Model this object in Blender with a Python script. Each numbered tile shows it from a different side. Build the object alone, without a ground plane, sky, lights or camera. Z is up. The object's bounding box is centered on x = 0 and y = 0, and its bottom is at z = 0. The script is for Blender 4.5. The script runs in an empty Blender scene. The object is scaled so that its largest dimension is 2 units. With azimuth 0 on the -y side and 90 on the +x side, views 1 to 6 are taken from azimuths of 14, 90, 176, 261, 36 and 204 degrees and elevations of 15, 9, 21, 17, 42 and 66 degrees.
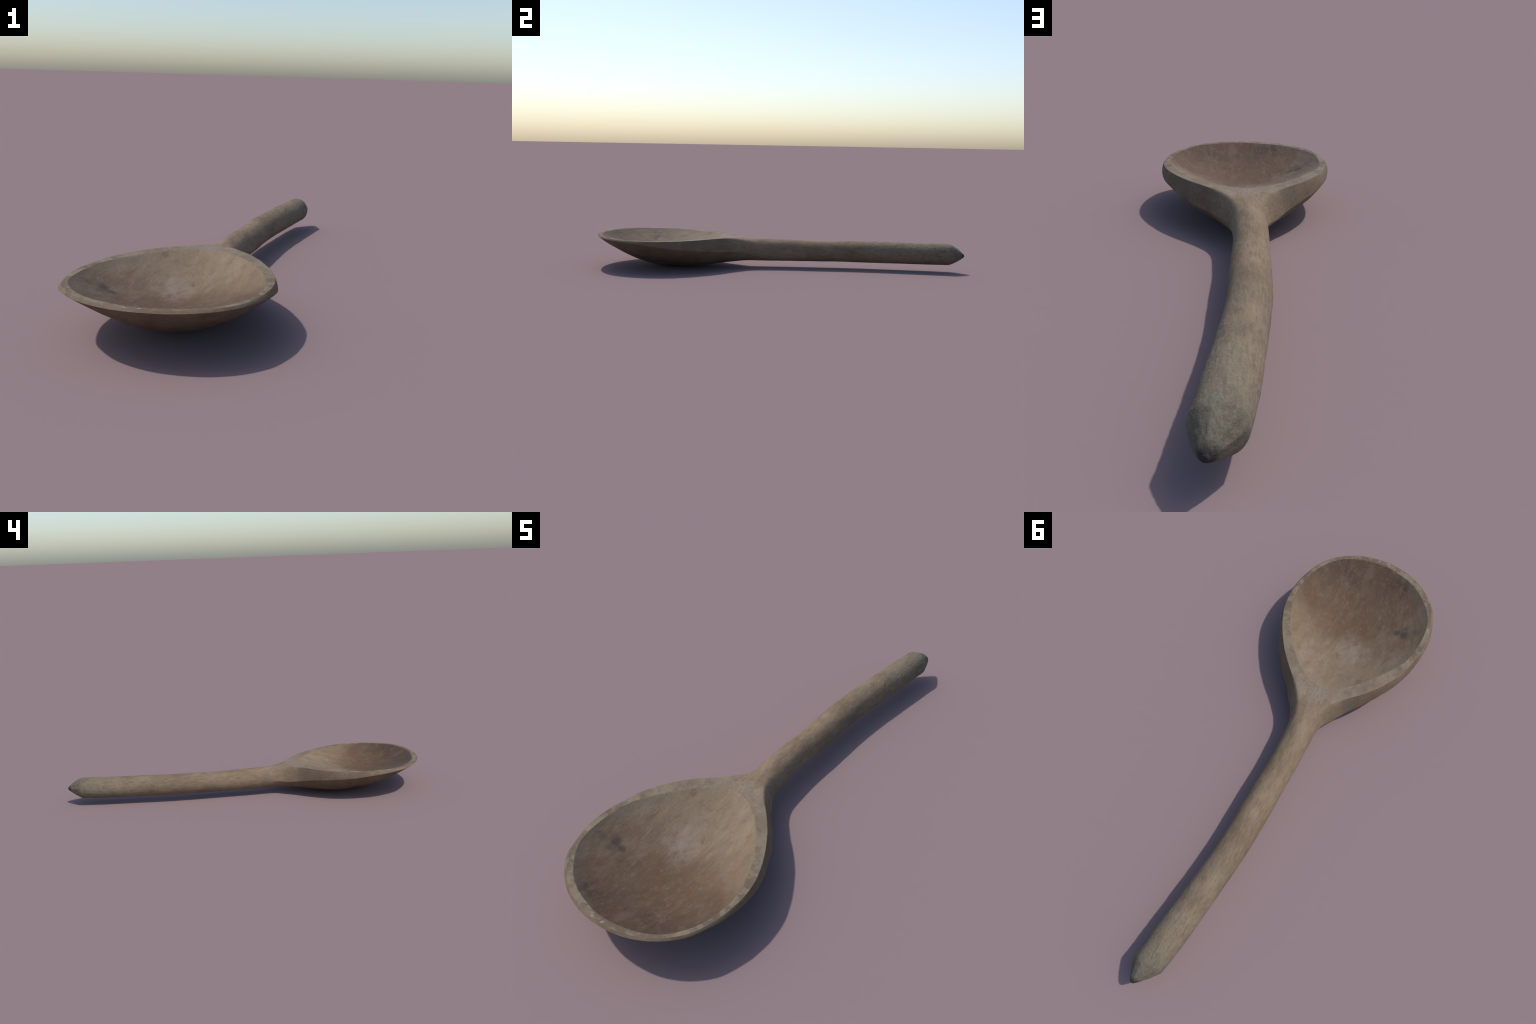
# Old hand-carved wooden ladle spoon: one body lofted along its length, the hollow laid in as loops inside the rim.
import bpy
import bmesh
from mathutils import noise, Vector
import math
import numpy as np

# ------------------------------------------------------------------ helpers
def spline(xs, ys, q):
    """Natural cubic spline through (xs, ys) evaluated at q (linear beyond the ends)."""
    xs = np.asarray(xs, float); ys = np.asarray(ys, float); q = np.asarray(q, float)
    n = len(xs); h = np.diff(xs); d = np.diff(ys) / h
    M = np.zeros((n, n)); r = np.zeros(n); M[0, 0] = M[-1, -1] = 1
    for i in range(1, n - 1):
        M[i, i - 1] = h[i - 1]; M[i, i] = 2 * (h[i - 1] + h[i]); M[i, i + 1] = h[i]
        r[i] = 6 * (d[i] - d[i - 1])
    m = np.linalg.solve(M, r)
    k = np.clip(np.searchsorted(xs, q) - 1, 0, n - 2)
    t = np.clip(q, xs[0], xs[-1])
    a = xs[k + 1] - t; b = t - xs[k]; hh = h[k]
    return (m[k] * a**3 + m[k + 1] * b**3) / (6 * hh) + (ys[k] / hh - m[k] * hh / 6) * a + (ys[k + 1] / hh - m[k + 1] * hh / 6) * b

def smooth(a, b, x):
    t = np.clip((np.asarray(x, float) - a) / (b - a), 0, 1)
    return t * t * (3 - 2 * t)

# ------------------------------------------------------------------ design curves
# The spoon lies along y: bowl towards -y, handle towards +y.
RIM_TIP, SHOULDER_TIP, NECK = -0.992, -1.0, -0.10     # y of the ends of the outlines
def outline(ytip, pts):
    """x as a smooth function of y for half an outline that is round at its tip."""
    ys = np.array([p[0] for p in pts]); xs = np.array([p[1] for p in pts])
    qs = np.sqrt(np.maximum(ys - ytip, 0))
    return lambda y: spline(qs, xs, np.sqrt(np.maximum(np.asarray(y, float) - ytip, 0)))

rim_right = outline(RIM_TIP, [(RIM_TIP, -.005), (-.981, .090), (-.957, .149), (-.907, .219), (-.868, .252), (-.815, .277),
    (-.76, .293), (-.693, .302), (-.639, .302), (-.582, .292), (-.52, .271), (-.447, .233), (-.386, .192), (-.312, .129),
    (-.25, .076), (-.20, .049), (-.15, .037), (NECK, .030)])
rim_left = outline(RIM_TIP, [(RIM_TIP, -.005), (-.979, -.096), (-.951, -.159), (-.919, -.203), (-.857, -.260), (-.786, -.287),
    (-.712, -.302), (-.641, -.302), (-.565, -.287), (-.493, -.264), (-.416, -.221), (-.354, -.173), (-.30, -.119),
    (-.25, -.075), (-.20, -.052), (-.15, -.040), (NECK, -.036)])
shoulder_right = outline(SHOULDER_TIP, [(SHOULDER_TIP, -.005), (-.988, .092), (-.9645, .152), (-.912, .224), (-.872, .258), (-.818, .283),
    (-.76, .301), (-.693, .310), (-.639, .310), (-.582, .301), (-.52, .283), (-.476, .262), (-.424, .237), (-.371, .203),
    (-.321, .166), (-.281, .130), (-.24, .096), (-.20, .073), (-.15, .057), (NECK, .051)])
shoulder_left = outline(SHOULDER_TIP, [(SHOULDER_TIP, -.005), (-.986, -.098), (-.958, -.163), (-.926, -.208), (-.861, -.267), (-.79, -.296),
    (-.714, -.312), (-.665, -.312), (-.609, -.307), (-.558, -.296), (-.505, -.278), (-.459, -.257), (-.402, -.222),
    (-.346, -.184), (-.295, -.141), (-.243, -.097), (-.20, -.073), (-.15, -.061), (NECK, -.057)])
def rim_height(y):
    return spline([-1, -.93, -.85, -.75, -.64, -.5, -.36, -.27, -.223, -.19, -.15, NECK],
                  [.1775, .1755, .172, .1695, .1685, .169, .170, .1695, .1665, .1600, .1490, .1385], y)
def shoulder_height(y):
    return spline([-1, -.93, -.85, -.76, -.665, -.56, -.46, -.35, -.25, -.17, NECK],
                  [.1705, .1675, .1625, .157, .149, .1365, .1235, .107, .092, .088, .087], y)
def keel_height(y):
    return spline([-1, -.961, -.89, -.82, -.772, -.70, -.63, -.57, -.52, -.46, -.388, -.317, -.26, -.18, NECK],
                  [.1705, .1275, .0835, .0485, .0305, .012, .003, .0005, .0005, .005, .0125, .0210, .0275, .0340, .0355], y)

# handle: centre line, half width, half height
def handle_x(y): return spline([-.35, -.2, -.1, 0, .1, .2, .3, .4, .5, .6, .7, .8, .9, 1.0],
                               [-.004, -.004, -.003, -.003, .001, .006, .0105, .0175, .026, .037, .050, .0635, .0765, .090], y)
def handle_z(y): return spline([-.35, -.1, .2, .5, .74, .93, 1.0], [.0935, .0925, .092, .0928, .0945, .0947, .094], y)
def handle_w(y): return spline([-.35, -.1, 0, .2, .5, .8, 1.0], [.056, .0545, .0525, .0545, .0545, .055, .055], y)
def handle_h(y): return spline([-.35, -.1, .2, .5, .8, 1.0], [.057, .057, .056, .0573, .0578, .0575], y)
END = 0.916                                    # where the handle is cut to a blunt point
POINT = [(0, 1.0), (.006, .985), (.020, .875), (.046, .60), (.064, .375), (.074, .24), (.080, .135), (.0835, .0)]

# hollow of the bowl: inner rim edge in polar form round its lowest point
CX, CY = 0.0, -0.66
INNER = [(.084, -.339), (.126, -.373), (.165, -.415), (.200, -.465), (.237, -.525), (.260, -.583), (.272, -.621), (.280, -.663), (.282, -.70),
    (.280, -.726), (.272, -.775), (.254, -.826), (.218, -.884), (.172, -.926), (.108, -.954), (.034, -.968), (-.011, -.969), (-.061, -.961),
    (-.115, -.945), (-.164, -.920), (-.205, -.886), (-.252, -.828), (-.272, -.778), (-.280, -.724), (-.281, -.687), (-.277, -.640),
    (-.270, -.597), (-.252, -.549), (-.233, -.511), (-.191, -.454), (-.142, -.394), (-.100, -.354), (-.063, -.325), (-.011, -.308), (.032, -.312)]
def inner_radius(th):
    a = np.array([math.atan2(y - CY, x - CX) for x, y in INNER]) % (2 * math.pi)
    r = np.array([math.hypot(x - CX, y - CY) for x, y in INNER])
    o = np.argsort(a); a = a[o]; r = r[o]
    a = np.r_[a[-6:] - 2 * math.pi, a, a[:6] + 2 * math.pi]; r = np.r_[r[-6:], r, r[:6]]
    th = np.asarray(th) % (2 * math.pi)
    return spline(a, r, th) + .003 * smooth(.55, -.1, np.sin(th))      # thinner lip away from the neck
FLOOR, DISH = 0.0838, 1.84                      # lowest point and curve of the hollow

# ------------------------------------------------------------------ body mesh
N_BOWL, N_HANDLE, N_POINT = 230, 300, 36
N_TOP, N_SIDE, N_KEEL = 36, 20, 90
def edge_spaced(n, k=1.6):
    """0..1 with samples gathered towards both ends, so the edges stay crisp."""
    t = np.linspace(-1, 1, n + 1)
    return (np.tanh(k * t) / np.tanh(k) + 1) / 2

TUNE = {   # uneven hand carving: small departures from the regular curves, (y positions, amounts)
    'kx': ([-0.95, -0.75, -0.55, -0.4, -0.25], [0.0018, 0.0162, 0.0173, 0.0129, 0.0009]),
    'kpr': ([-1, -0.8, -0.6, -0.45, -0.3, -0.2], [-0.2732, -0.1279, -0.3278, 0.2839, -0.2127, 0.1631]),
    'kpl': ([-1, -0.8, -0.6, -0.45, -0.3, -0.2], [-0.4973, 0.0356, 0.1055, 0.9786, 0.2379, -0.0213]),
    'kz': ([-1, -0.93, -0.8, -0.65, -0.55, -0.45, -0.35, -0.25, -0.15], [0.0, 0.0085, 0.0062, -0.0024, 0.0006, 0.0031, -0.0017, -0.0016, -0.0009]),
    'sr': ([-1, -0.85, -0.6, -0.4, -0.3, -0.23, -0.17, -0.12], [0, 0, -0.0001, 0.003, -0.0003, 0.0125, 0.0142, 0.0026]),
    'sl': ([-1, -0.85, -0.6, -0.4, -0.3, -0.23, -0.17, -0.12], [0, 0, 0.0008, 0.0038, -0.0014, 0.009, 0.0059, 0.0]),
    'szr': ([-1, -0.8, -0.55, -0.35, -0.2], [0, 0, -0.0068, -0.0029, 0.0049]),
    'szl': ([-1, -0.8, -0.55, -0.35, -0.2], [0, 0, 0.0006, 0.002, -0.011]),
    'hx': ([-0.2, -0.1, 0, 0.2, 0.4, 0.6, 0.8, 0.95], [0.0061, -0.0006, -0.0012, -0.0038, -0.0081, -0.0063, -0.0077, -0.0029]),
    'hz': ([-0.1, 0.2, 0.5, 0.8, 0.95], [0.0009, -0.0013, 0.0005, -0.0007, -0.0004]),
    'hw': ([-0.1, 0.2, 0.5, 0.8, 0.95], [0.0, 0.0006, -0.0006, 0.001, -0.0016]),
    'hh': ([-0.1, 0.2, 0.5, 0.8, 0.95], [0.0041, -0.0003, 0.0005, -0.0003, -0.0007]),
    'ax': ([0], [0.1006]),
    'az': ([0], [0.015]),
}
def tune(name, y, base=0.0):
    if name not in TUNE: return base
    ys, v = TUNE[name]
    return base + float(np.interp(y, ys, v))
def keel_x(y): return tune('kx', y, .0)
def keel_p(y, side): return tune('kp' + side, y, 2.0)
def section(yr, ys, yk, w, yh):
    """Closed cross-section, from the right rim edge down round the keel to the left rim edge and back over the top."""
    A = np.array([rim_right(yr), yr, rim_height(yr)]); B = np.array([shoulder_right(ys), ys, shoulder_height(ys)])
    C = np.array([rim_left(yr), yr, rim_height(yr)]); D = np.array([shoulder_left(ys), ys, shoulder_height(ys)])
    kz = float(keel_height(yk)); kx = keel_x(yk); pR = keel_p(yk, 'r'); pL = keel_p(yk, 'l')
    kz += tune('kz', yk)
    B[0] += tune('sr', ys); D[0] -= tune('sl', ys); B[2] += tune('szr', ys); D[2] += tune('szl', ys)
    t = edge_spaced(N_SIDE)[:, None]
    bul = np.array([1, 0, 0]) * min(.004, .25 * abs(B[2] - A[2]))
    right = A + (B - A) * t + bul * (4 * t * (1 - t)) * .5
    left = D + (C - D) * t - bul * (4 * t * (1 - t)) * .5
    s = np.linspace(1, -1, N_KEEL + 1)
    g = np.sin(s * math.pi / 2 * .96) / math.sin(math.pi / 2 * .96)
    e = np.where(s >= 0, (B[0] - kx) * g + kx, (D[0] - kx) * (-g) + kx)
    zs = np.where(s >= 0, B[2], D[2])
    keel = np.stack([e, ys + (yk - ys) * (1 - np.abs(g)**2), kz + (zs - kz) * np.abs(g)**np.where(s >= 0, pR, pL)], 1)
    top = C + (A - C) * np.linspace(0, 1, N_TOP + 1)[:, None]
    bowl = np.concatenate([right[:-1], keel[:-1], left[:-1], top[:-1]])
    if w <= 0: return bowl
    aR, aS = math.radians(52), math.radians(-5)
    ang = np.concatenate([aR + (aS - aR) * edge_spaced(N_SIDE)[:-1] ** 1.0, np.linspace(aS, -math.pi - aS, N_KEEL + 1)[:-1],
                          -math.pi - aS + (aS - aR) * edge_spaced(N_SIDE)[:-1], np.linspace(-math.pi - aR, aR - 2 * math.pi, N_TOP + 1)[:-1]])
    return bowl * (1 - w) + ring(yh, ang) * w

ANG = None
def ring(y, ang, f=1.0, along=0.0):
    c, z, a, b = float(handle_x(y)) + tune('hx', y) - .0015, float(handle_z(y)) + tune('hz', y), float(handle_w(y)) + tune('hw', y) + .001, float(handle_h(y)) + tune('hh', y) + .001
    slope = float(handle_x(y + .01) - handle_x(y - .01)) / .02
    e = 2.0
    ca, sa = np.cos(ang), np.sin(ang)
    k = (np.abs(ca)**e + np.abs(sa)**e) ** (-1 / e)
    dx, dz = a * f * ca * k, b * f * sa * k
    dx = dx + tune('hs', y) * dz
    return np.stack([c + dx, y - dx * slope + 0 * ang, z + dz], 1)

def build_body():
    """Vertices, faces and the part each face belongs to."""
    V, F, P = [], [], []
    M = 2 * N_SIDE + N_KEEL + N_TOP
    JOIN = -0.205
    tau = np.arange(1, N_BOWL + 1) / N_BOWL
    k = 5.0
    f = (np.sqrt(1 + (k * tau)**2) - 1) / (math.sqrt(1 + k * k) - 1)
    rings, joint = [], None
    for v in f:
        yr = RIM_TIP + (NECK - RIM_TIP) * v; ys = SHOULDER_TIP + (NECK - SHOULDER_TIP) * v
        w = float(smooth(-.25, -.105, ys))
        rings.append(section(yr, ys, ys, w, ys))
        if joint is None and ys > JOIN: joint = len(rings) - 1
    aR, aS = math.radians(52), math.radians(-5)
    ang = np.concatenate([aR + (aS - aR) * edge_spaced(N_SIDE)[:-1], np.linspace(aS, -math.pi - aS, N_KEEL + 1)[:-1],
                          -math.pi - aS + (aS - aR) * edge_spaced(N_SIDE)[:-1], np.linspace(-math.pi - aR, aR - 2 * math.pi, N_TOP + 1)[:-1]])
    for i in range(1, N_HANDLE + 1):
        y = NECK + (END - NECK) * i / N_HANDLE
        rings.append(ring(y, ang))
    pd = np.array([p[0] for p in POINT]); pf = np.array([p[1] for p in POINT])
    base = rings[-1]; mid = base.mean(0)
    axis = np.array([.150 + tune('ax', 0), 1.0, .0 + tune('az', 0)])
    for i in range(1, N_POINT):
        d = pd[-1] * math.sin(i / N_POINT * math.pi / 2) ** .85
        fac = float(np.interp(d, pd, pf))
        if d > pd[-2]: fac = pf[-2] * math.sqrt(max(0, 1 - ((d - pd[-2]) / (pd[-1] - pd[-2]))**2))
        # whittled to the point with a few flat cuts of unequal width
        turn = (ang + .5 + .25 * np.sin(ang * 2 + 1)) % (2 * math.pi / 7) - math.pi / 7
        cut = .75 * float(smooth(0, .022, d)) * float(smooth(.0835, .06, d))
        flat = 1 - cut + cut * math.cos(math.pi / 7) ** .5 / np.cos(turn) 
        rings.append(mid + axis * d + (base - mid) * fac * flat[:, None])
    nb = N_BOWL
    body = np.concatenate(rings); nr = len(rings)
    V = [body]
    idx = lambda r, c: r * M + c % M
    topc = set(range(2 * N_SIDE + N_KEEL, M))
    for r in range(nr - 1):
        yc = rings[r][:, 1].mean()
        for c in range(M):
            if r < joint and c in topc: continue
            part = 'bowl' if r < joint else ('handle' if r < nb + N_HANDLE - 1 else 'handle_point')
            F.append((idx(r, c), idx(r, c + 1), idx(r + 1, c + 1), idx(r + 1, c))); P.append(part)
    # poles: bowl tip underside and handle point
    n0 = len(body)
    tipz = float(shoulder_height(-1))
    V.append(np.array([mid + axis * pd[-1]])); pole_h = n0
    for c in range(M): F.append((idx(nr - 1, c), idx(nr - 1, c + 1), pole_h)); P.append('handle_point')
    n0 += 1
    # front face of the tip: close the first ring under the rim
    first = [idx(0, c) for c in range(0, 2 * N_SIDE + N_KEEL + 1)]
    nside = N_SIDE
    lo = nside; hi = nside + N_KEEL
    # apex column shared by both sides
    t = edge_spaced(N_SIDE)[:, None]
    apex = np.array([-.005, RIM_TIP, float(rim_height(RIM_TIP))]) * (1 - t) + np.array([-.005, SHOULDER_TIP, tipz]) * t
    V.append(apex); ap = n0; n0 += len(apex)
    for i in range(N_SIDE):
        F.append((ap + i, ap + i + 1, idx(0, i + 1), idx(0, i))); P.append('bowl')
        F.append((idx(0, hi + N_SIDE - i), idx(0, hi + N_SIDE - i - 1), ap + i + 1, ap + i)); P.append('bowl')
    for c in range(lo, hi): F.append((idx(0, c), ap + N_SIDE, idx(0, c + 1))); P.append('bowl')
    # rim and hollow as rows of loops inside the rim outline
    cR, cL = 0, 2 * N_SIDE + N_KEEL
    loop = [idx(r, cR) for r in range(joint, -1, -1)] + [ap] + [idx(r, cL) for r in range(0, joint + 1)] + [idx(joint, c) for c in range(cL + 1, M)]
    allv = np.concatenate(V); O = allv[loop]; L = len(loop)
    th = np.arctan2(O[:, 1] - CY, O[:, 0] - CX)
    # keep the loop angles well spread across the neck
    rr = inner_radius(th)
    I = np.stack([CX + rr * np.cos(th), CY + rr * np.sin(th), np.zeros(L)], 1)
    I[:, 2] = np.interp(I[:, 1], [-.97, -.85, -.72, -.5, -.36, -.31], [.1760, .1725, .1690, .1685, .1690, .1685])
    prev = np.array(loop); NR = 16
    for j, t in enumerate(edge_spaced(NR, 1.3)[1:]):
        row = O * (1 - t) + I * t
        V.append(row); cur = n0 + np.arange(L); n0 += L
        for c in range(L):
            F.append((prev[c], prev[(c + 1) % L], cur[(c + 1) % L], cur[c])); P.append('rim')
        prev = cur
    NC = 110
    for j in range(1, NC):
        r = 1 - (j / NC) ** 1.12
        row = np.stack([CX + (I[:, 0] - CX) * r, CY + (I[:, 1] - CY) * r, FLOOR + (I[:, 2] - FLOOR) * r ** DISH], 1)
        V.append(row); cur = n0 + np.arange(L); n0 += L
        for c in range(L):
            F.append((prev[c], prev[(c + 1) % L], cur[(c + 1) % L], cur[c])); P.append('hollow')
        prev = cur
    V.append(np.array([[CX, CY, FLOOR]])); pole = n0; n0 += 1
    for c in range(L): F.append((prev[c], prev[(c + 1) % L], pole)); P.append('hollow')
    return np.concatenate(V), F, P

# ------------------------------------------------------------------ relief
def relief(V, N, part_w):
    """Hand-carved unevenness: knife facets on the outside, gouge ripples in the hollow, worn lumps on the handle."""
    out = np.zeros(len(V))
    for i, (p, n) in enumerate(zip(V, N)):
        x, y, z = p
        hollow, rim, handle, outer = part_w[i]
        a = noise.noise(Vector((x * 7, y * 4, z * 7 + 3)))
        b = noise.noise(Vector((x * 22 + 5, y * 14, z * 22)))
        c = noise.noise(Vector((x * 60, y * 38, z * 60 + 9)))
        d = .0011 * a + .0006 * b + .0002 * c
        if hollow:
            g = noise.noise(Vector((x * 26 + 2, y * 7, 1.7)))
            d += hollow * (.0009 * g + .0004 * c)
        if handle:
            e = noise.noise(Vector((x * 75, y * 75, z * 75))) + .6 * noise.noise(Vector((x * 150, y * 110, z * 150)))
            wear = float(smooth(.35, .75, y)) * (.5 + .5 * math.tanh(6 * (n[2] - .1)))
            d += handle * (.0004 * b + .0011 * e * wear)
        if rim: d += rim * .0006 * noise.noise(Vector((x * 34, y * 34, 4)))
        if outer:
            q = noise.cell(Vector((x * 3.1 + y * 9, 2, z * 2)))
            d += outer * .0008 * noise.noise(Vector((x * 12 + 7, y * 17, z * 5)))
        out[i] = d
    return V + N * out[:, None]

def face_arrays(F):
    return np.array([f if len(f) == 4 else (f[0], f[1], f[2], f[2]) for f in F])

def vertex_normals(V, Q):
    e1 = V[Q[:, 2]] - V[Q[:, 0]]; e2 = V[Q[:, 3]] - V[Q[:, 1]]
    tri = Q[:, 2] == Q[:, 3]
    fn = np.cross(e1, e2)
    fn[tri] = np.cross(V[Q[tri, 1]] - V[Q[tri, 0]], V[Q[tri, 2]] - V[Q[tri, 0]])
    # area weight tempered so slivers near the poles do not vote too little
    n = np.zeros_like(V)
    for k in range(4): np.add.at(n, Q[:, k], fn)
    l = np.linalg.norm(n, axis=1, keepdims=True)
    return n / np.maximum(l, 1e-12)

def soften(V, Q, rounds, amount):
    """Rub the arrises down a little, as use has done."""
    ed = np.concatenate([Q[:, [0, 1]], Q[:, [1, 2]], Q[:, [2, 3]], Q[:, [3, 0]]])
    ed = ed[ed[:, 0] != ed[:, 1]]
    ed = np.unique(np.sort(ed, 1), axis=0)
    deg = np.bincount(ed.ravel(), minlength=len(V))[:, None]
    V = V.copy()
    for _ in range(rounds):
        s = np.zeros_like(V)
        np.add.at(s, ed[:, 0], V[ed[:, 1]]); np.add.at(s, ed[:, 1], V[ed[:, 0]])
        V += amount[:, None] * (s / np.maximum(deg, 1) - V)
    return V

# ------------------------------------------------------------------ materials
class Wood:
    def __init__(self, name):
        self.m = bpy.data.materials.new(name); self.m.use_nodes = True
        self.t = self.m.node_tree; self.t.nodes.clear()
        self.out = self.t.nodes.new('ShaderNodeOutputMaterial')
        self.b = self.t.nodes.new('ShaderNodeBsdfPrincipled')
        self.t.links.new(self.b.outputs[0], self.out.inputs[0])
        self.pos = self.t.nodes.new('ShaderNodeTexCoord').outputs['Object']
        sep = self.t.nodes.new('ShaderNodeSeparateXYZ'); self.link(self.pos, sep.inputs[0])
        self.x, self.y, self.z = sep.outputs
    def link(self, a, b): self.t.links.new(a, b)
    def put(self, sock, v):
        if isinstance(v, (int, float)): sock.default_value = v
        elif isinstance(v, tuple): sock.default_value = (*v, 1) if len(v) == 3 and len(sock.default_value) == 4 else v
        else: self.link(v, sock)
    def math(self, op, a, b=0.0, c=0.0, clamp=False):
        n = self.t.nodes.new('ShaderNodeMath'); n.operation = op; n.use_clamp = clamp
        for s, v in zip(n.inputs, (a, b, c)): self.put(s, v)
        return n.outputs[0]
    def noise(self, scale, detail=3, rough=.5, stretch=(1, 1, 1), shift=(0, 0, 0), distort=0.0):
        mp = self.t.nodes.new('ShaderNodeMapping'); self.link(self.pos, mp.inputs[0])
        mp.inputs['Scale'].default_value = stretch; mp.inputs['Location'].default_value = shift
        n = self.t.nodes.new('ShaderNodeTexNoise'); self.link(mp.outputs[0], n.inputs['Vector'])
        n.inputs['Scale'].default_value = scale; n.inputs['Detail'].default_value = detail
        n.inputs['Roughness'].default_value = rough; n.inputs['Distortion'].default_value = distort
        return n.outputs[0]
    def band(self, v, a, b):
        """0 below a, 1 above b (or the other way round), smooth."""
        n = self.t.nodes.new('ShaderNodeMapRange'); n.interpolation_type = 'SMOOTHSTEP'
        lo, hi, f, t = (a, b, 0, 1) if a < b else (b, a, 1, 0)
        self.put(n.inputs[0], v)
        for s, q in zip(n.inputs[1:5], (lo, hi, f, t)): s.default_value = q
        return n.outputs[0]
    def mix(self, f, a, b, blend='MIX'):
        n = self.t.nodes.new('ShaderNodeMix'); n.data_type = 'RGBA'; n.blend_type = blend
        self.put(n.inputs[0], f); self.put(n.inputs[6], a); self.put(n.inputs[7], b)
        return n.outputs[2]
    def mul(self, *v):
        r = v[0]
        for q in v[1:]: r = self.math('MULTIPLY', r, q)
        return r
    def spot(self, cx, cy, rx, ry, wob=0.0, wscale=30, soft=.5, ang=0.0):
        """Soft-edged blot on the plan of the spoon."""
        dx = self.math('SUBTRACT', self.x, cx); dy = self.math('SUBTRACT', self.y, cy)
        c, s = math.cos(ang), math.sin(ang)
        u = self.math('ADD', self.math('MULTIPLY', dx, c / rx), self.math('MULTIPLY', dy, s / rx))
        w = self.math('ADD', self.math('MULTIPLY', dx, -s / ry), self.math('MULTIPLY', dy, c / ry))
        d = self.math('SQRT', self.math('ADD', self.math('MULTIPLY', u, u), self.math('MULTIPLY', w, w)))
        if wob: d = self.math('ADD', d, self.math('MULTIPLY_ADD', self.noise(wscale, 3, .6), wob * 2, -wob))
        return self.band(d, 1 + soft, 1 - soft)
    def finish(self, col, rough=.78, fine=.25, height=None):
        g = self.noise(95, 4, .65, (1, .35, 1)); f = self.noise(260, 2, .6, (1, .6, 1))
        h = self.math('ADD', self.math('MULTIPLY', g, .9), self.math('MULTIPLY', f, .4))
        if height is not None: h = self.math('ADD', h, height)
        bp = self.t.nodes.new('ShaderNodeBump'); bp.inputs['Strength'].default_value = fine; bp.inputs['Distance'].default_value = .004
        self.link(h, bp.inputs['Height']); self.link(bp.outputs[0], self.b.inputs['Normal'])
        self.put(self.b.inputs['Base Color'], col)
        self.b.inputs['Roughness'].default_value = rough
        self.b.inputs['Specular IOR Level'].default_value = .25
        return self.m

TAN, BROWN, GREY = (.208, .150, .097), (.122, .083, .051), (.188, .160, .120)
def outer_wood(w):
    """Wood of the outside, shared by bowl, rim and handle so that it runs on across their borders."""
    broad = w.noise(6, 4, .6, (1, .55, 1)); mid = w.noise(17, 4, .6, (1, .5, 1), (3, 1, 2))
    fine = w.noise(150, 5, .68, (1, .18, 1)); speck = w.noise(150, 3, .7)
    c = w.mix(w.mul(w.band(broad, .40, .64), .55), TAN, BROWN)
    c = w.mix(w.mul(w.band(mid, .48, .66), .45), c, GREY)
    c = w.mix(w.mul(w.band(mid, .47, .32), .50), c, (.125, .086, .054))
    # the grip end has weathered grey-green
    far = w.band(w.math('ADD', w.y, w.math('MULTIPLY_ADD', broad, .8, -.4)), .40, .98)
    c = w.mix(w.mul(far, .70), c, (.138, .120, .084))
    c = w.mix(w.mul(far, w.band(speck, .5, .66), .40), c, (.190, .186, .145))
    c = w.mix(w.mul(far, w.band(speck, .48, .34), .40), c, (.078, .064, .046))
    c = w.mix(w.mul(far, w.band(mid, .5, .34), .5), c, (.088, .068, .044))
    c = w.mix(w.mul(far, w.band(mid, .55, .68), .35), c, (.165, .176, .145))
    c = w.mix(w.mul(w.band(fine, .51, .66), .34), c, (.26, .200, .140))
    c = w.mix(w.mul(w.band(fine, .48, .33), .42), c, (.080, .055, .036))
    return c, broad, mid, fine, speck

def handle_material(name):
    w = Wood(name); c, broad, mid, fine, speck = outer_wood(w)
    far = w.band(w.y, .3, .7)
    wear = w.mul(w.noise(48, 5, .75), far, 3.0)
    tip = w.band(w.math('ADD', w.y, w.math('MULTIPLY_ADD', mid, .04, -.02)), .978, .998)
    c = w.mix(w.mul(w.band(w.y, .86, .95), .35), c, (.105, .098, .072))
    streak = w.mul(w.spot(.115, .965, .013, .032,   .35, 40, .7), .32)
    c = w.mix(streak, c, (.040, .037, .036))
    c = w.mix(w.mul(tip, .9), c, (.020, .019, .020))
    # a small knot with cracks where the handle leaves the bowl
    knot = w.mul(w.spot(-.055, -.105, .02, .022, .5, 60, .7), w.band(fine, .35, .6))
    c = w.mix(w.mul(knot, .45), c, (.085, .070, .055))
    return w.finish(c, .82, .4, wear)

def bowl_material(name):
    w = Wood(name); c, broad, mid, fine, speck = outer_wood(w)
    front = w.band(w.y, -.20, -.34)
    c = w.mix(w.mul(front, .45), c, (.120, .080, .050))  # outside browned and darkened towards the look of the shadowed underside
    # upright patches tinted dark on the side wall: shade on its knife facets
    cut = w.noise(9, 2, .5, (1.2, 2.2, .25), (4, 0, 0))
    c = w.mix(w.mul(w.band(cut, .46, .52), w.band(w.y, -.16, -.26), .28), c, (.095, .070, .050))
    under = w.noise(20, 4, .6, (1, .12, 1), (0, 2, 5))
    c = w.mix(w.mul(w.band(under, .5, .66), front, .40), c, (.085, .050, .034))
    return w.finish(c, .80, .35)

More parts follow.
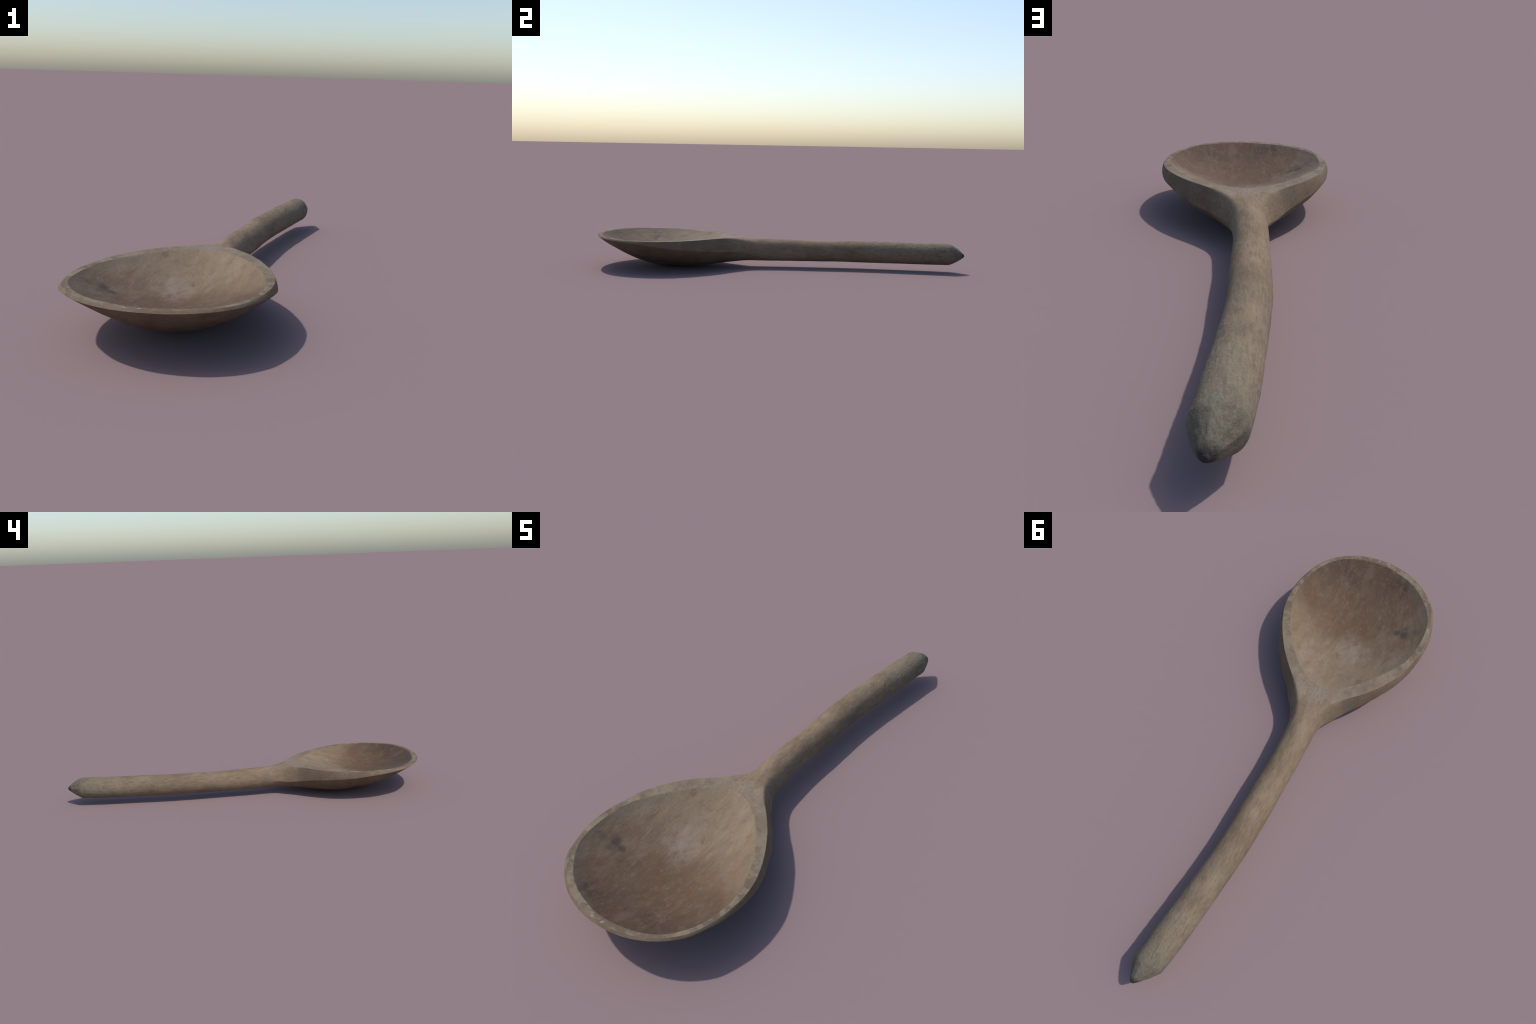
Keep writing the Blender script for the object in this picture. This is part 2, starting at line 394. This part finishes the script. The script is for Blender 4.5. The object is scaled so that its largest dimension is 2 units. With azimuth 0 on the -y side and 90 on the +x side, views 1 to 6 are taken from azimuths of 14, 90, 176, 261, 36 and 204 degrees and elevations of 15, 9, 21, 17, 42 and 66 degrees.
def rim_material(name):
    w = Wood(name); c, broad, mid, fine, speck = outer_wood(w)
    front = w.band(w.math('ADD', w.y, w.math('MULTIPLY_ADD', mid, .16, -.08)), -.23, -.34)
    patch = w.noise(12, 4, .65, (1, 1, 1), (1, 5, 0)); chip = w.noise(44, 4, .65)
    r = w.mix(w.band(patch, .42, .60), (.110, .080, .054), (.188, .150, .098))
    r = w.mix(w.mul(w.band(w.y, -.66, -.42), .6), r, (.182, .140, .098))
    r = w.mix(w.mul(w.band(chip, .53, .66), .50), r, (.225, .200, .150))
    r = w.mix(w.mul(w.band(chip, .46, .32), .50), r, (.092, .068, .050))
    c = w.mix(w.mul(front, .9), c, r)
    # pale scuffs on the lip and at the heel of the bowl
    heel = w.mul(w.spot(.01, -.275, .085, .03, .5, 40, .5), w.band(speck, .48, .64))
    c = w.mix(w.mul(heel, .42), c, (.28, .25, .24))
    nick = w.math('MAXIMUM', w.spot(-.010, -.988, .005, .004, .4, 200, .5), w.spot(.030, -.986, .004, .006, .4, 200, .5))
    c = w.mix(w.mul(nick, .40), c, (.36, .34, .30))
    return w.finish(c, .80, .4, w.mul(chip, .8))

def hollow_material(name):
    w = Wood(name)
    broad = w.noise(5, 4, .6); mid = w.noise(14, 5, .62, (1, .6, 1), (2, 4, 0))
    streak = w.noise(26, 5, .68, (1, .20, 1), (0, 3, 1), .3)
    mott = w.noise(34, 5, .7, (1, .7, 1), (6, 1, 1))
    fine = w.noise(120, 4, .7, (1, .3, 1)); cross = w.noise(130, 3, .7, (.3, 1, 1))
    # light at the heel, dark and reddish towards the lip
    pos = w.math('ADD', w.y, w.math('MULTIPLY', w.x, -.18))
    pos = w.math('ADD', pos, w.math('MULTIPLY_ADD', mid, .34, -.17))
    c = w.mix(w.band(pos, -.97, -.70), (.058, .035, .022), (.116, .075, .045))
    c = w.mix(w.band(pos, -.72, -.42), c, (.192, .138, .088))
    red = w.mul(w.band(broad, .42, .62), w.band(w.y, -.52, -.66))
    c = w.mix(w.mul(red, .60), c, (.088, .046, .024))
    side = w.mul(w.band(w.x, .06, .20), w.band(w.y, -.70, -.54))
    c = w.mix(w.mul(side, .5), c, (.205, .142, .082))
    left = w.mul(w.band(w.x, -.02, -.19), w.band(mid, .35, .6))
    c = w.mix(w.mul(left, .30), c, (.145, .108, .078))
    c = w.mix(w.mul(w.band(mott, .50, .68), .20), c, (.190, .146, .102))
    c = w.mix(w.mul(w.band(mott, .47, .30), .42), c, (.082, .057, .040))
    heelward = w.band(w.y, -.68, -.45)
    c = w.mix(w.mul(w.band(streak, .50, .68), w.math('MULTIPLY_ADD', heelward, .32, .08)), c, (.250, .200, .145))
    c = w.mix(w.mul(w.band(streak, .47, .30), .32), c, (.105, .074, .050))
    c = w.mix(w.mul(w.band(fine, .52, .75), .20), c, (.27, .22, .165))
    c = w.mix(w.mul(w.band(cross, .48, .28), .24), c, (.070, .048, .034))
    # grey band along the far wall just under the lip
    ed = w.math('SQRT', w.math('ADD', w.math('POWER', w.math('MULTIPLY', w.x, 1 / .278), 2.0), w.math('POWER', w.math('ABSOLUTE', w.math('MULTIPLY', w.math('ADD', w.y, .69), 1 / .278)), 2.0)))
    grey_band = w.mul(w.band(ed, .90, 1.0), w.band(w.x, .10, -.12), w.band(mott, .35, .55))
    c = w.mix(w.mul(grey_band, w.band(w.y, -.44, -.56), .35), c, (.085, .078, .072))
    # bleached patch on the floor, two small pale rubs beside it
    pale = w.mul(w.spot(-.030, -.560, .048, .080, .45, 24, .7, .3), w.band(mott, .30, .60))
    c = w.mix(w.mul(pale, .42), c, (.235, .203, .172))
    rub = w.math('MAXIMUM', w.spot(-.096, -.595, .016, .012, .5, 50, .7), w.mul(w.spot(.050, -.925, .020, .032, .5, 40, .6), .55))
    c = w.mix(w.mul(rub, .35), c, (.180, .158, .132))
    # old stains near the lip
    st = w.math('MAXIMUM', w.spot(-.171, -.718, .0135, .0125, .40, 60, .6), w.spot(-.203, -.715, .016, .022, .45, 50, .7, .5))
    st = w.math('MAXIMUM', st, w.math('MAXIMUM', w.mul(w.spot(-.243, -.732, .019, .012, .5, 50, .8), .65), w.mul(w.spot(-.198, -.742, .011, .012, .45, 50, .7), .7)))
    c = w.mix(w.mul(st, .76), c, (.044, .034, .030))
    c = w.mix(w.mul(w.spot(-.137, -.58, .018, .014, .4, 50, .7), .35), c, (.105, .080, .075))
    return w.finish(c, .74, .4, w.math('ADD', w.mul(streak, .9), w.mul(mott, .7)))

# ------------------------------------------------------------------ build
def outward(V, F):
    """Turn all faces to look outwards, keeping their order."""
    bm = bmesh.new()
    vs = [bm.verts.new(p) for p in V]
    for f in F: bm.faces.new([vs[i] for i in f])
    bm.verts.index_update()
    bmesh.ops.recalc_face_normals(bm, faces=bm.faces[:])
    r = [tuple(v.index for v in f.verts) for f in bm.faces]
    bm.free()
    return r

V, F, P = build_body()
F = outward(V, F)
Q = face_arrays(F)
N = vertex_normals(V, Q)
pn = np.array(P)
W = np.zeros((len(V), 4))
for j, names in enumerate([('hollow',), ('rim',), ('handle', 'handle_point'), ('bowl',)]):
    W[np.unique(Q[np.isin(pn, names)]), j] = 1
shared = W.sum(1) > 1
W[shared] /= W[shared].sum(1, keepdims=True)
point = np.zeros(len(V), bool); point[np.unique(Q[pn == 'handle_point'])] = True
V = soften(V, Q, 5, np.where(point, .12, np.where(W[:, 0] == 1, .3, .5)))
# the rim runs out into the handle without a step: blend the top of the neck more
neck = smooth(-.335, -.255, V[:, 1]) * smooth(-.125, -.185, V[:, 1]) * smooth(.118, .138, V[:, 2]) * (W[:, 0] == 0)
V = soften(V, Q, 45, .6 * neck)
# the inner arris of the rim is worn round
both = (W[:, 0] > 0) & (W[:, 1] > 0)
lip = np.zeros(len(V)); lip[both] = 1
for _ in range(3):
    g = lip[Q].max(1); np.maximum.at(lip, Q.ravel(), np.repeat(g * .8, 4))
V = soften(V, Q, 8, .5 * lip)
N = vertex_normals(V, Q)
V = relief(V, N, W)
# rest the spoon on the ground and keep it in its 2 m frame
V[:, 2] -= V[:, 2].min()
V[:, 1] = (V[:, 1] - (V[:, 1].max() + V[:, 1].min()) / 2) * 2 / (V[:, 1].max() - V[:, 1].min())
V[:, 0] -= (V[:, 0].max() + V[:, 0].min()) / 2
N = vertex_normals(V, Q)

mats = {'handle': handle_material('weathered_grip_wood'), 'bowl': bowl_material('carved_bowl_wood'),
        'rim': rim_material('worn_rim_wood'), 'hollow': hollow_material('stained_hollow_wood')}
mats['handle_point'] = mats['handle']

spoon = bpy.data.objects.new('wooden_spoon', None)
spoon['label'] = 'old hand-carved wooden spoon with wide oval bowl and round pointed handle'
spoon['category'] = 'wooden spoon'
bpy.context.scene.collection.objects.link(spoon)

def make_part(name, parent):
    fs = [f for f, p in zip(F, P) if p == name]
    used = np.unique(np.concatenate([np.array(f) for f in fs]))
    remap = -np.ones(len(V), int); remap[used] = np.arange(len(used))
    me = bpy.data.meshes.new(name)
    me.from_pydata(V[used].tolist(), [], [tuple(int(remap[i]) for i in f) for f in fs])
    me.shade_smooth()
    me.normals_split_custom_set_from_vertices(N[used].tolist())
    me.materials.append(mats[name])
    ob = bpy.data.objects.new(name, me)
    bpy.context.scene.collection.objects.link(ob)
    ob.parent = parent
    return ob

bowl = make_part('bowl', spoon)
make_part('rim', bowl)
make_part('hollow', bowl)
handle = make_part('handle', spoon)
make_part('handle_point', handle)
